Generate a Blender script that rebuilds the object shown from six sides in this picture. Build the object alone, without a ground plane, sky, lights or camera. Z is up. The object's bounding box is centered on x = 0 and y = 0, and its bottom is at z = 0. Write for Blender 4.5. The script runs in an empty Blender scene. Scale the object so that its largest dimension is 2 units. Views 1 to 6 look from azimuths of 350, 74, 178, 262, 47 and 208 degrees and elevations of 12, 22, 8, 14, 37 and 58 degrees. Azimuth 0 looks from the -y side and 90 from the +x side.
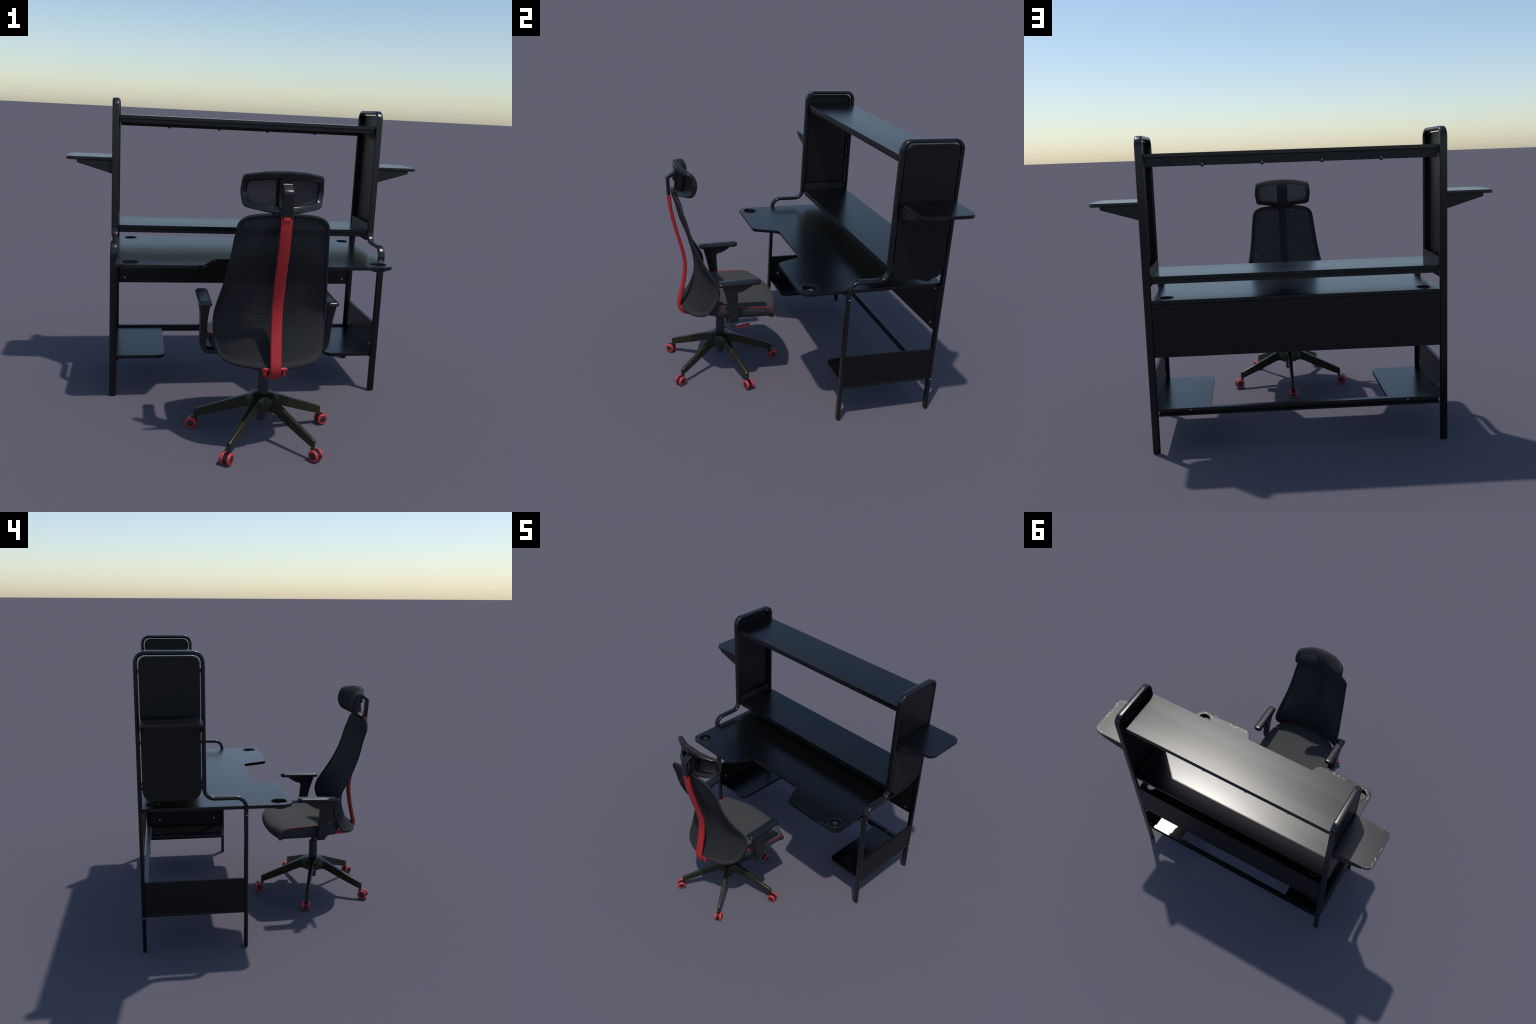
import bpy, bmesh, math, random
from math import sin, cos, pi, radians, tan
from mathutils import Vector, Matrix

random.seed(7)

# =====================================================================
#  helpers
# =====================================================================
def finish(bm, name, mat, parent=None, angle=35, smooth=True):
    bmesh.ops.recalc_face_normals(bm, faces=bm.faces)
    me = bpy.data.meshes.new(name)
    bm.to_mesh(me)
    bm.free()
    if smooth:
        me.shade_smooth()
        me.set_sharp_from_angle(angle=radians(angle))
    if mat:
        me.materials.append(mat)
    ob = bpy.data.objects.new(name, me)
    bpy.context.scene.collection.objects.link(ob)
    if parent:
        ob.parent = parent
    return ob

def weighted(ob):
    md = ob.modifiers.new("weighted_normals", 'WEIGHTED_NORMAL')
    md.keep_sharp = True
    md.weight = 100
    return ob

def copy_of(ob, parent=None, matrix=None):
    o = ob.copy()
    bpy.context.scene.collection.objects.link(o)
    o.parent = parent or ob.parent
    if matrix is not None:
        o.matrix_local = matrix
    return o

def mirrored(ob, cx=0.0):
    """copy mirrored across the plane x = cx, with its own flipped mesh"""
    me = ob.data.copy()
    M = Matrix.Translation((2 * cx, 0, 0)) @ Matrix.Diagonal((-1, 1, 1, 1))
    me.transform(M)
    me.flip_normals()
    o = bpy.data.objects.new(ob.name, me)
    bpy.context.scene.collection.objects.link(o)
    o.parent = ob.parent
    if ob.modifiers:
        weighted(o)
    return o

def group(name, parent=None):
    e = bpy.data.objects.new(name, None)
    e.empty_display_size = 0.1
    bpy.context.scene.collection.objects.link(e)
    if parent:
        e.parent = parent
    return e

def box_into(bm, x0, x1, y0, y1, z0, z1, bev=0.0015, seg=2):
    r = bmesh.ops.create_cube(bm, size=1.0)
    vs = r["verts"]
    bmesh.ops.scale(bm, verts=vs, vec=(x1 - x0, y1 - y0, z1 - z0))
    bmesh.ops.translate(bm, verts=vs, vec=((x0 + x1) / 2, (y0 + y1) / 2, (z0 + z1) / 2))
    if bev > 0:
        es = list({e for v in vs for e in v.link_edges})
        bmesh.ops.bevel(bm, geom=es, offset=bev, segments=seg, affect='EDGES', profile=0.5)

def box(name, mat, parent, x0, x1, y0, y1, z0, z1, bev=0.0015):
    bm = bmesh.new()
    box_into(bm, x0, x1, y0, y1, z0, z1, bev)
    return weighted(finish(bm, name, mat, parent))

def fillet(pts, rads, seg=8):
    """round the corners of a closed 2D polygon"""
    out = []
    n = len(pts)
    for i in range(n):
        p, a, b = Vector(pts[i]), Vector(pts[i - 1]), Vector(pts[(i + 1) % n])
        r = rads[i] if isinstance(rads, (list, tuple)) else rads
        if r <= 0:
            out.append(p)
            continue
        d1, d2 = (a - p).normalized(), (b - p).normalized()
        ang = d1.angle(d2)
        t = r / tan(ang / 2)
        c = p + (d1 + d2).normalized() * (r / sin(ang / 2))
        s, e = p + d1 * t - c, p + d2 * t - c
        sw = s.angle_signed(e)          # clockwise positive in mathutils
        for k in range(seg + 1):
            th = -sw * k / seg
            out.append(c + Vector((s.x * cos(th) - s.y * sin(th), s.x * sin(th) + s.y * cos(th))))
    return out

def offset_loop(pts, d):
    """move a closed loop inwards (d > 0) whatever its winding"""
    n = len(pts)
    area = sum(pts[i - 1].x * pts[i].y - pts[i].x * pts[i - 1].y for i in range(n))
    sg = 1 if area > 0 else -1
    out = []
    for i in range(n):
        a, p, b = pts[i - 1], pts[i], pts[(i + 1) % n]
        d1, d2 = (p - a), (b - p)
        if d1.length < 1e-7: d1 = d2
        if d2.length < 1e-7: d2 = d1
        n1 = Vector((-d1.y, d1.x)).normalized()
        n2 = Vector((-d2.y, d2.x)).normalized()
        m = n1 + n2
        m = m / max(0.3, m.length_squared / 2)
        out.append(p + m * (d * sg))
    return out

def slab_into(bm, outer, z0, z1, bev=0.002, holes=(), M=None):
    """flat board: filleted outline, softened edges, optional round holes"""
    M = M or Matrix.Identity(4)
    tops, bots = [], []
    for k, loop in enumerate([outer] + list(holes)):
        inn = offset_loop(loop, bev if k == 0 else -bev)
        mid = offset_loop(loop, bev * 0.3 if k == 0 else -bev * 0.3)
        rings = []
        for pts, z in ((inn, z1), (mid, z1 - bev * 0.3), (loop, z1 - bev), (loop, z0 + bev), (mid, z0 + bev * 0.3), (inn, z0)):
            rings.append([bm.verts.new(M @ Vector((p.x, p.y, z))) for p in pts])
        n = len(loop)
        for a, b in zip(rings, rings[1:]):
            for i in range(n):
                bm.faces.new((a[i - 1], a[i], b[i], b[i - 1]))
        tops.append(rings[0]); bots.append(rings[-1])
    for loops in (tops, bots):
        if len(loops) == 1:
            bm.faces.new(loops[0])
        else:
            es = []
            for lp in loops:
                for i in range(len(lp)):
                    e = bm.edges.get((lp[i - 1], lp[i]))
                    es.append(e)
            bmesh.ops.triangle_fill(bm, edges=es, use_beauty=True, use_dissolve=False)

def slab(name, mat, parent, outer, z0, z1, bev=0.002, holes=(), M=None):
    bm = bmesh.new()
    slab_into(bm, outer, z0, z1, bev, holes, M)
    return weighted(finish(bm, name, mat, parent, angle=30))

def circle(cx, cy, r, n=40):
    return [Vector((cx + r * cos(2 * pi * i / n), cy + r * sin(2 * pi * i / n))) for i in range(n)]

def lathe_into(bm, prof, n=32, M=None, closed=False):
    """revolve (r, z) profile round local z"""
    M = M or Matrix.Identity(4)
    rings = []
    for r, z in prof:
        if r < 1e-6:
            rings.append([bm.verts.new(M @ Vector((0, 0, z)))])
        else:
            rings.append([bm.verts.new(M @ Vector((r * cos(2 * pi * i / n), r * sin(2 * pi * i / n), z))) for i in range(n)])
    pairs = list(zip(rings, rings[1:]))
    if closed:
        pairs.append((rings[-1], rings[0]))
    for a, b in pairs:
        for i in range(n):
            j = (i + 1) % n
            if len(a) == 1 and len(b) == 1: continue
            if len(a) == 1: bm.faces.new((a[0], b[j], b[i]))
            elif len(b) == 1: bm.faces.new((a[i], a[j], b[0]))
            else: bm.faces.new((a[i], a[j], b[j], b[i]))

def lathe(name, mat, parent, prof, n=32, M=None, closed=False, angle=35):
    bm = bmesh.new()
    lathe_into(bm, prof, n, M, closed)
    return finish(bm, name, mat, parent, angle)

def sweep_into(bm, path, section, side=Vector((1, 0, 0)), closed=False, cap=True, scale=None):
    """sweep a 2D section along path; section u runs along `side`, v across the path"""
    n = len(path)
    rings = []
    for i, p in enumerate(path):
        a = path[i - 1] if (i > 0 or closed) else p
        b = path[(i + 1) % n] if (i < n - 1 or closed) else p
        t = (b - a).normalized()
        s = (side - t * side.dot(t)).normalized()
        v = t.cross(s)
        k = scale[i] if scale else (1.0, 1.0)
        rings.append([bm.verts.new(p + s * (u * k[0]) + v * (w * k[1])) for u, w in section])
    m = len(section)
    prs = list(zip(rings, rings[1:]))
    if closed: prs.append((rings[-1], rings[0]))
    for a, b in prs:
        for j in range(m):
            bm.faces.new((a[j - 1], a[j], b[j], b[j - 1]))
    if cap and not closed:
        bm.faces.new(rings[0]); bm.faces.new(list(reversed(rings[-1])))

def rrect(w, h, r, seg=4):
    pts = fillet([(-w / 2, -h / 2), (w / 2, -h / 2), (w / 2, h / 2), (-w / 2, h / 2)], r, seg)
    return [(p.x, p.y) for p in pts]

def ring_section(r, n=10):
    return [(r * cos(2 * pi * i / n), r * sin(2 * pi * i / n)) for i in range(n)]

def round_path(pts, rads, seg=10):
    """open 3D polyline with filleted corners"""
    out = [pts[0]]
    for i in range(1, len(pts) - 1):
        p, a, b, r = pts[i], pts[i - 1], pts[i + 1], rads[i - 1]
        d1, d2 = (a - p).normalized(), (b - p).normalized()
        ang = d1.angle(d2)
        t = r / tan(ang / 2)
        c = p + (d1 + d2).normalized() * (r / sin(ang / 2))
        s, e = (p + d1 * t - c), (p + d2 * t - c)
        full = s.angle(e)
        for k in range(seg + 1):
            f = k / seg
            out.append(c + (s * sin((1 - f) * full) + e * sin(f * full)) / sin(full))
    out.append(pts[-1])
    return out

def catmull(pts, n):
    """n+1 points evenly spread along a smooth curve through tuples pts"""
    P = [Vector(p) for p in pts]
    P = [P[0] * 2 - P[1]] + P + [P[-1] * 2 - P[-2]]
    dense = []
    for i in range(1, len(P) - 2):
        for k in range(16):
            t = k / 16
            a, b, c, d = P[i - 1], P[i], P[i + 1], P[i + 2]
            dense.append(0.5 * ((2 * b) + (c - a) * t + (2 * a - 5 * b + 4 * c - d) * t * t + (3 * b - a - 3 * c + d) * t ** 3))
    dense.append(P[-2].copy())
    L = [0.0]
    for a, b in zip(dense, dense[1:]):
        L.append(L[-1] + (b - a).length)
    out, j = [], 0
    for i in range(n + 1):
        s = L[-1] * i / n
        while j < len(L) - 2 and L[j + 1] < s: j += 1
        f = (s - L[j]) / max(1e-9, L[j + 1] - L[j])
        out.append(dense[j].lerp(dense[j + 1], min(1, f)))
    return out

def interp(tbl, x):
    """piecewise smooth table lookup, tbl = [(x, value)...] ascending"""
    if x <= tbl[0][0]: return tbl[0][1]
    for (a, va), (b, vb) in zip(tbl, tbl[1:]):
        if x <= b:
            f = (x - a) / (b - a)
            return va + (vb - va) * f
    return tbl[-1][1]

# =====================================================================
#  materials
# =====================================================================
def material(name, col, rough, spec=0.5, noise=0.0, nscale=60.0, bump=0.0, bscale=200.0, metallic=0.0,
             rough_var=0.0, sheen=0.0, coat=0.0):
    m = bpy.data.materials.new(name)
    m.use_nodes = True
    nt = m.node_tree
    b = nt.nodes["Principled BSDF"]
    b.inputs["Base Color"].default_value = (*col, 1)
    b.inputs["Roughness"].default_value = rough
    b.inputs["Specular IOR Level"].default_value = spec
    b.inputs["Metallic"].default_value = metallic
    if sheen: b.inputs["Sheen Weight"].default_value = sheen
    if coat: b.inputs["Coat Weight"].default_value = coat
    tc = nt.nodes.new("ShaderNodeTexCoord")
    if noise or rough_var:
        n = nt.nodes.new("ShaderNodeTexNoise")
        n.inputs["Scale"].default_value = nscale
        n.inputs["Detail"].default_value = 4
        nt.links.new(tc.outputs["Object"], n.inputs["Vector"])
        if noise:
            r = nt.nodes.new("ShaderNodeValToRGB")
            r.color_ramp.elements[0].position, r.color_ramp.elements[1].position = 0.3, 0.7
            r.color_ramp.elements[0].color = (*[c * (1 - noise) for c in col], 1)
            r.color_ramp.elements[1].color = (*[c * (1 + noise) for c in col], 1)
            nt.links.new(n.outputs["Fac"], r.inputs["Fac"])
            nt.links.new(r.outputs["Color"], b.inputs["Base Color"])
        if rough_var:
            mr = nt.nodes.new("ShaderNodeMapRange")
            mr.inputs["To Min"].default_value = rough - rough_var
            mr.inputs["To Max"].default_value = rough + rough_var
            nt.links.new(n.outputs["Fac"], mr.inputs["Value"])
            nt.links.new(mr.outputs["Result"], b.inputs["Roughness"])
    if bump:
        n2 = nt.nodes.new("ShaderNodeTexNoise")
        n2.inputs["Scale"].default_value = bscale
        n2.inputs["Detail"].default_value = 3
        bp = nt.nodes.new("ShaderNodeBump")
        bp.inputs["Strength"].default_value = bump
        bp.inputs["Distance"].default_value = 0.001
        nt.links.new(tc.outputs["Object"], n2.inputs["Vector"])
        nt.links.new(n2.outputs["Fac"], bp.inputs["Height"])
        nt.links.new(bp.outputs["Normal"], b.inputs["Normal"])
    return m

M_TOP = material("black_laminate", (0.0012, 0.0013, 0.0016), 0.25, 0.53, noise=0.15, nscale=40, rough_var=0.01)
M_FRAME = material("black_powder_coat", (0.0045, 0.0045, 0.0052), 0.27, 0.5, noise=0.15, nscale=80)
M_RAIL = material("black_rail_paint", (0.0070, 0.0068, 0.0075), 0.42, 0.38, noise=0.2, nscale=50)
M_PANEL = material("black_metal_panel", (0.0042, 0.0036, 0.0042), 0.42, 0.32, noise=0.2, nscale=30)
M_BOLT = material("zinc_bolt", (0.42, 0.43, 0.45), 0.35, 0.5, noise=0.1, nscale=300, metallic=0.3)
M_CUP = material("black_plastic_cup", (0.004, 0.004, 0.0045), 0.35, 0.5, noise=0.1)
M_GLOSS = material("glossy_black_plastic", (0.006, 0.006, 0.0065), 0.28, 0.5, noise=0.1)
M_SATIN = material("satin_black_plastic", (0.0085, 0.008, 0.009), 0.45, 0.5, noise=0.15)
M_SEAT = material("charcoal_seat_fabric", (0.0515, 0.052, 0.052), 0.85, 0.25, noise=0.12, nscale=900, bump=0.25, bscale=1400)
M_SIDE = material("dark_side_fabric", (0.040, 0.041, 0.042), 0.85, 0.25, noise=0.12, nscale=900, bump=0.25, bscale=1400)
M_MESH = material("black_mesh_fabric", (0.027, 0.027, 0.0285), 0.85, 0.15, noise=0.2, nscale=500)
M_HEM = material("black_mesh_hem", (0.020, 0.020, 0.0215), 0.8, 0.2, noise=0.2, nscale=500)
M_RED = material("red_plastic", (0.41, 0.017, 0.021), 0.45, 0.5, noise=0.06, nscale=30)
M_PIPE = material("red_piping", (0.42, 0.02, 0.022), 0.6, 0.3, noise=0.08, nscale=400)
M_TYRE = material("red_rubber_tread", (0.52, 0.028, 0.034), 0.45, 0.5, noise=0.06, nscale=80)
M_HUB = material("dark_wheel_hub", (0.016, 0.016, 0.017), 0.5, 0.5, noise=0.15)
M_BASE = material("olive_black_base", (0.0150, 0.0162, 0.0045), 0.34, 0.5, noise=0.25, nscale=12)
M_COL = material("dark_column_plastic", (0.012, 0.012, 0.0135), 0.5, 0.5, noise=0.1)

# =====================================================================
#  DESK
# =====================================================================
desk = group("gaming_desk")
desk["label"] = "black gaming desk with tall shelf frame and side shelves"
desk["category"] = "desk"

XP = 0.73575            # centre plane of the side frames
LEG_Y, POST_Y, BACK_Y = 0.151, 0.3670, 0.6945
TOP_Z, BAR_Z = 1.5815, 0.8405

# ---- bent tube side frames -------------------------------------------
tube = rrect(0.0385, 0.0205, 0.0086, 4)
def side_frame():
    V = Vector
    path = round_path([V((0, LEG_Y, 0.0)), V((0, LEG_Y, BAR_Z)), V((0, POST_Y, BAR_Z)), V((0, POST_Y, TOP_Z)),
                       V((0, BACK_Y, TOP_Z)), V((0, BACK_Y, 0.0))], [0.052, 0.052, 0.046, 0.046], 12)
    # slightly drawn-in plastic feet at both ends
    bm = bmesh.new()
    ext = [path[0], path[0] + V((0, 0, 0.004))] + path[1:-1] + [path[-1] + V((0, 0, 0.004)), path[-1]]
    sc = [(0.86, 0.82)] + [(1, 1)] * (len(ext) - 2) + [(0.86, 0.82)]
    sweep_into(bm, ext, tube, scale=sc)
    return bm
frame_l = finish(side_frame(), "side_frame", M_FRAME, desk, angle=50)
frame_l.location.x = -XP
frame_r = copy_of(frame_l)
frame_r.location.x = XP

# ---- panels hung between the posts (pressed border on both faces) -----
def hung_panel(sx):
    """rounded sheet in the y-z plane, with a raised border frame"""
    # map (a, b, c) -> y, z, x
    M = Matrix(((0, 0, sx, 0), (1, 0, 0, 0), (0, 1, 0, 0), (0, 0, 0, 1)))
    y0, y1, z0, z1 = 0.3820, 0.6790, 0.836, 1.5660
    outer = fillet([(y0, z0), (y1, z0), (y1, z1), (y0, z1)], [0.058, 0.058, 0.038, 0.038], 8)
    d = 0.022
    inner = fillet([(y0 + d, z0 + d), (y1 - d, z0 + d), (y1 - d, z1 - d), (y0 + d, z1 - d)], [0.038, 0.038, 0.02, 0.02], 8)
    bm = bmesh.new()
    n = len(outer)
    def ring(pts, x): return [bm.verts.new(M @ Vector((p.x, p.y, x))) for p in pts]
    xo, xi, xf = 0.7525, 0.7470, 0.7330          # outer face, inner face, depth of the folded rim
    b = 0.002
    seq = [ring(offset_loop(inner, 0.004), xi + 0.0015), ring(inner, xi),
           ring(offset_loop(outer, 0.0035), xi), ring(offset_loop(outer, 0.0030), xf), ring(offset_loop(outer, 0.0005), xf), ring(outer, xf + 0.001), ring(outer, xo - b),
           ring(offset_loop(outer, b), xo), ring(inner, xo), ring(offset_loop(inner, 0.004), xo - 0.0015)]
    for a, c in zip(seq, seq[1:]):
        for i in range(n):
            bm.faces.new((a[i - 1], a[i], c[i], c[i - 1]))
    bm.faces.new(seq[0]); bm.faces.new(list(reversed(seq[-1])))
    return weighted(finish(bm, "side_panel", M_PANEL, desk, angle=25))
for sx in (-1, 1):
    pnl = hung_panel(sx)
    # clips between panel and posts
    bm = bmesh.new()
    for z in (1.494, 1.139, 0.929, 0.905):
        box_into(bm, sx * 0.7455 - 0.004, sx * 0.7455 + 0.004, 0.374, 0.388, z - 0.007, z + 0.007, 0.0008, 1)
    for z in (1.494, 1.139, 0.929, 0.905):
        box_into(bm, sx * 0.7455 - 0.004, sx * 0.7455 + 0.004, 0.673, 0.689, z - 0.007, z + 0.007, 0.0008, 1)
    finish(bm, "panel_clip", M_SATIN, desk)

# ---- desktop ---------------------------------------------------------
XD = 0.7205
yb, yf, yn = 0.7025, -0.104, 0.050
pts = [(-XD, yb), (-XD, yf), (-0.288, yf), (-0.222, yn), (0.222, yn), (0.288, yf), (XD, yf), (XD, yb)]
out = fillet(pts, [0.004, 0.055, 0.040, 0.034, 0.034, 0.040, 0.055, 0.004], 10)
CUPS = [(-0.650, -0.036, 0.0415), (0.650, -0.036, 0.0415)]
GROM = [(-0.650, 0.635, 0.0335), (0.650, 0.635, 0.0335)]
desktop = slab("desktop", None, desk, out, 0.7705, 0.789, 0.0022,
               [circle(x, y, r + 0.001) for x, y, r in CUPS + GROM])
for x, y, r in CUPS:
    R = r + 0.0005
    prof = [(0, 0.760), (R - 0.004, 0.760), (R - 0.002, 0.762), (R - 0.0015, 0.786), (R - 0.0005, 0.7895), (R + 0.002, 0.7905),
            (R + 0.0045, 0.7902), (R + 0.006, 0.7892), (R + 0.006, 0.7885), (R, 0.7885), (R, 0.772), (R + 0.004, 0.7690), (R + 0.003, 0.7585), (R, 0.7565), (0, 0.7565)]
    lathe("cup_holder", M_CUP, desk, prof, 40, Matrix.Translation((x, y, 0)))
for x, y, r in GROM:
    R = r + 0.0005
    prof = [(R - 0.002, 0.768), (R - 0.0015, 0.788), (R, 0.7900), (R + 0.003, 0.7902), (R + 0.0045, 0.7892), (R + 0.0045, 0.7885), (R, 0.7885),
            (R, 0.772), (R + 0.003, 0.770), (R + 0.002, 0.768)]
    lathe("cable_grommet", M_CUP, desk, prof, 36, Matrix.Translation((x, y, 0)), closed=True)

# ---- long shelves: board on a steel tray -------------------------------
def long_shelf(zt, thick, front_y, back_y, zf, zb, fin, bin_):
    fr, br = front_y + fin, back_y - bin_
    out = fillet([(-0.7162, front_y), (0.7162, front_y), (0.7162, back_y), (-0.7162, back_y)], 0.003, 2)
    s = slab("shelf", M_SHELF, desk, out, zt - thick, zt, 0.0015)
    bm = bmesh.new()
    zc = zt - thick - 0.0022
    x1 = 0.7135
    # front and back rails, end rails, under plate
    box_into(bm, -x1, x1, fr, fr + 0.015, zf, zc, 0.0012)
    box_into(bm, -x1, x1, br - 0.0135, br, zb, zc, 0.0012)
    box_into(bm, -x1, -x1 + 0.014, fr + 0.0145, br - 0.013, zf + 0.001, zc - 0.0005, 0.0008)
    box_into(bm, x1 - 0.014, x1, fr + 0.0145, br - 0.013, zf + 0.001, zc - 0.0005, 0.0008)
    box_into(bm, -x1 + 0.0135, x1 - 0.0135, fr + 0.0145, br - 0.013, zc - 0.006, zc - 0.001, 0.0)
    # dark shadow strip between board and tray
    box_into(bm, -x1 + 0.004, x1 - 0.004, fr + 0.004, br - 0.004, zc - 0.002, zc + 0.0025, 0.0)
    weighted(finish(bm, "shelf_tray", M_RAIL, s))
    return s

# shelf laminate: broad bands of slightly different gloss along the board
def shelf_material():
    m = material("black_shelf_laminate", (0.0012, 0.0013, 0.0016), 0.25, 0.53)
    nt = m.node_tree
    b = nt.nodes["Principled BSDF"]
    tc = nt.nodes.new("ShaderNodeTexCoord")
    sp = nt.nodes.new("ShaderNodeSeparateXYZ")
    nt.links.new(tc.outputs["Object"], sp.inputs["Vector"])
    r = nt.nodes.new("ShaderNodeValToRGB")
    mr = nt.nodes.new("ShaderNodeMapRange")
    mr.inputs["From Min"].default_value, mr.inputs["From Max"].default_value = 0.36, 0.69
    nt.links.new(sp.outputs["Y"], mr.inputs["Value"])
    nt.links.new(mr.outputs["Result"], r.inputs["Fac"])
    cr = r.color_ramp
    cr.interpolation = 'LINEAR'
    cr.elements[0].position = 0.33; cr.elements[0].color = (0.262,) * 3 + (1,)
    cr.elements[1].position = 0.36; cr.elements[1].color = (0.243,) * 3 + (1,)
    e = cr.elements.new(0.72); e.color = (0.243,) * 3 + (1,)
    e = cr.elements.new(0.75); e.color = (0.258,) * 3 + (1,)
    nt.links.new(r.outputs["Color"], b.inputs["Roughness"])
    return m
M_SHELF = shelf_material()

# laminate with glinting sparkle put into board edges by noise bump (front lip of the desktop, rim of the side shelves)
def edge_sparkle_laminate(name, build_mask):
    m = material(name, (0.0012, 0.0013, 0.0016), 0.26, 0.55)
    nt = m.node_tree
    b = nt.nodes["Principled BSDF"]
    tc = nt.nodes.new("ShaderNodeTexCoord")
    sp = nt.nodes.new("ShaderNodeSeparateXYZ")
    nt.links.new(tc.outputs["Object"], sp.inputs["Vector"])
    mask = build_mask(nt, sp)
    n1 = nt.nodes.new("ShaderNodeTexNoise"); n1.inputs["Scale"].default_value = 9; n1.inputs["Detail"].default_value = 2
    n2 = nt.nodes.new("ShaderNodeTexNoise"); n2.inputs["Scale"].default_value = 120; n2.inputs["Detail"].default_value = 2
    for n in (n1, n2): nt.links.new(tc.outputs["Object"], n.inputs["Vector"])
    thr = nt.nodes.new("ShaderNodeMapRange")
    thr.inputs["From Min"].default_value, thr.inputs["From Max"].default_value = 0.48, 0.62
    nt.links.new(n1.outputs["Fac"], thr.inputs["Value"])
    mu = nt.nodes.new("ShaderNodeMath"); mu.operation = 'MULTIPLY'
    nt.links.new(mask, mu.inputs[0]); nt.links.new(thr.outputs["Result"], mu.inputs[1])
    mu2 = nt.nodes.new("ShaderNodeMath"); mu2.operation = 'MULTIPLY'
    mu2.inputs[1].default_value = 0.6
    nt.links.new(mu.outputs[0], mu2.inputs[0])
    bp = nt.nodes.new("ShaderNodeBump")
    bp.inputs["Distance"].default_value = 0.006
    nt.links.new(mu2.outputs[0], bp.inputs["Strength"])
    nt.links.new(n2.outputs["Fac"], bp.inputs["Height"])
    nt.links.new(bp.outputs["Normal"], b.inputs["Normal"])
    return m

def math_node(nt, op, a, bval=None, clamp=False):
    n = nt.nodes.new("ShaderNodeMath"); n.operation = op; n.use_clamp = clamp
    for k, v in enumerate((a, bval)):
        if v is None: continue
        if isinstance(v, (int, float)): n.inputs[k].default_value = v
        else: nt.links.new(v, n.inputs[k])
    return n.outputs[0]

def range_node(nt, v, a, b):
    n = nt.nodes.new("ShaderNodeMapRange")
    n.inputs["From Min"].default_value, n.inputs["From Max"].default_value = a, b
    nt.links.new(v, n.inputs["Value"])
    return n.outputs["Result"]

def desk_mask(nt, sp):
    front = range_node(nt, sp.outputs["Y"], -0.078, -0.094)
    ax = math_node(nt, 'ABSOLUTE', sp.outputs["X"])
    dx = math_node(nt, 'SUBTRACT', ax, 0.65)
    dy = math_node(nt, 'SUBTRACT', sp.outputs["Y"], -0.036)
    d = math_node(nt, 'SQRT', math_node(nt, 'ADD', math_node(nt, 'MULTIPLY', dx, dx), math_node(nt, 'MULTIPLY', dy, dy)))
    cup = range_node(nt, d, 0.064, 0.050)
    return math_node(nt, 'MAXIMUM', front, cup)

def side_mask(nt, sp):
    ax = math_node(nt, 'ABSOLUTE', sp.outputs["X"])
    o = range_node(nt, ax, 0.972, 0.992)
    dy = math_node(nt, 'ABSOLUTE', math_node(nt, 'SUBTRACT', sp.outputs["Y"], 0.529))
    e = range_node(nt, dy, 0.125, 0.142)
    far = range_node(nt, ax, 0.86, 0.96)
    return math_node(nt, 'MAXIMUM', o, math_node(nt, 'MULTIPLY', e, far))

M_DESKTOP = edge_sparkle_laminate("black_desktop_laminate", desk_mask)
M_SIDESH = edge_sparkle_laminate("black_side_shelf_laminate", side_mask)
desktop.data.materials.append(M_DESKTOP)

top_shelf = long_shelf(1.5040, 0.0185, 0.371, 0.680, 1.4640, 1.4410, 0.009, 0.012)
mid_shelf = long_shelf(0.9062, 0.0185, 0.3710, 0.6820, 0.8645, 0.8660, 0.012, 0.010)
# bolts along the back rail of the top shelf
bolt_prof = [(0, 0.0035), (0.0030, 0.0032), (0.0050, 0.0018), (0.0055, 0.0), (0.0055, -0.004), (0, -0.004)]
def bolt_mesh(s=1.0):
    bm = bmesh.new()
    lathe_into(bm, [(r * s, z * s) for r, z in bolt_prof], 14)
    return bm
bolt0 = finish(bolt_mesh(), "bolt", M_BOLT, desk)
def bolt_at(p, axis, s=1.0):
    q = Vector((0, 0, 1)).rotation_difference(Vector(axis)).to_matrix().to_4x4()
    return copy_of(bolt0, desk, Matrix.Translation(p) @ q @ Matrix.Scale(s, 4))
for x in (-0.436, -0.145, 0.147, 0.437):
    bolt_at((x, 0.668, 1.4485), (0, 1, 0), 0.85)
    bm = bmesh.new()
    lathe_into(bm, [(0, -0.006), (0.006, -0.006), (0.0075, -0.004), (0.0075, 0.012), (0, 0.012)], 14,
               Matrix.Translation((x, 0.663, 1.4405)))
    finish(bm, "rail_nut", M_SATIN, top_shelf)
# upstand plates at both ends of the middle shelf
for sx in (-1, 1):
    a, b = sorted((sx * 0.7172, sx * 0.7205))
    box("shelf_end_plate", M_RAIL, mid_shelf, a, b, 0.3790, 0.672, 0.886, 0.9485, 0.001)

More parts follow.
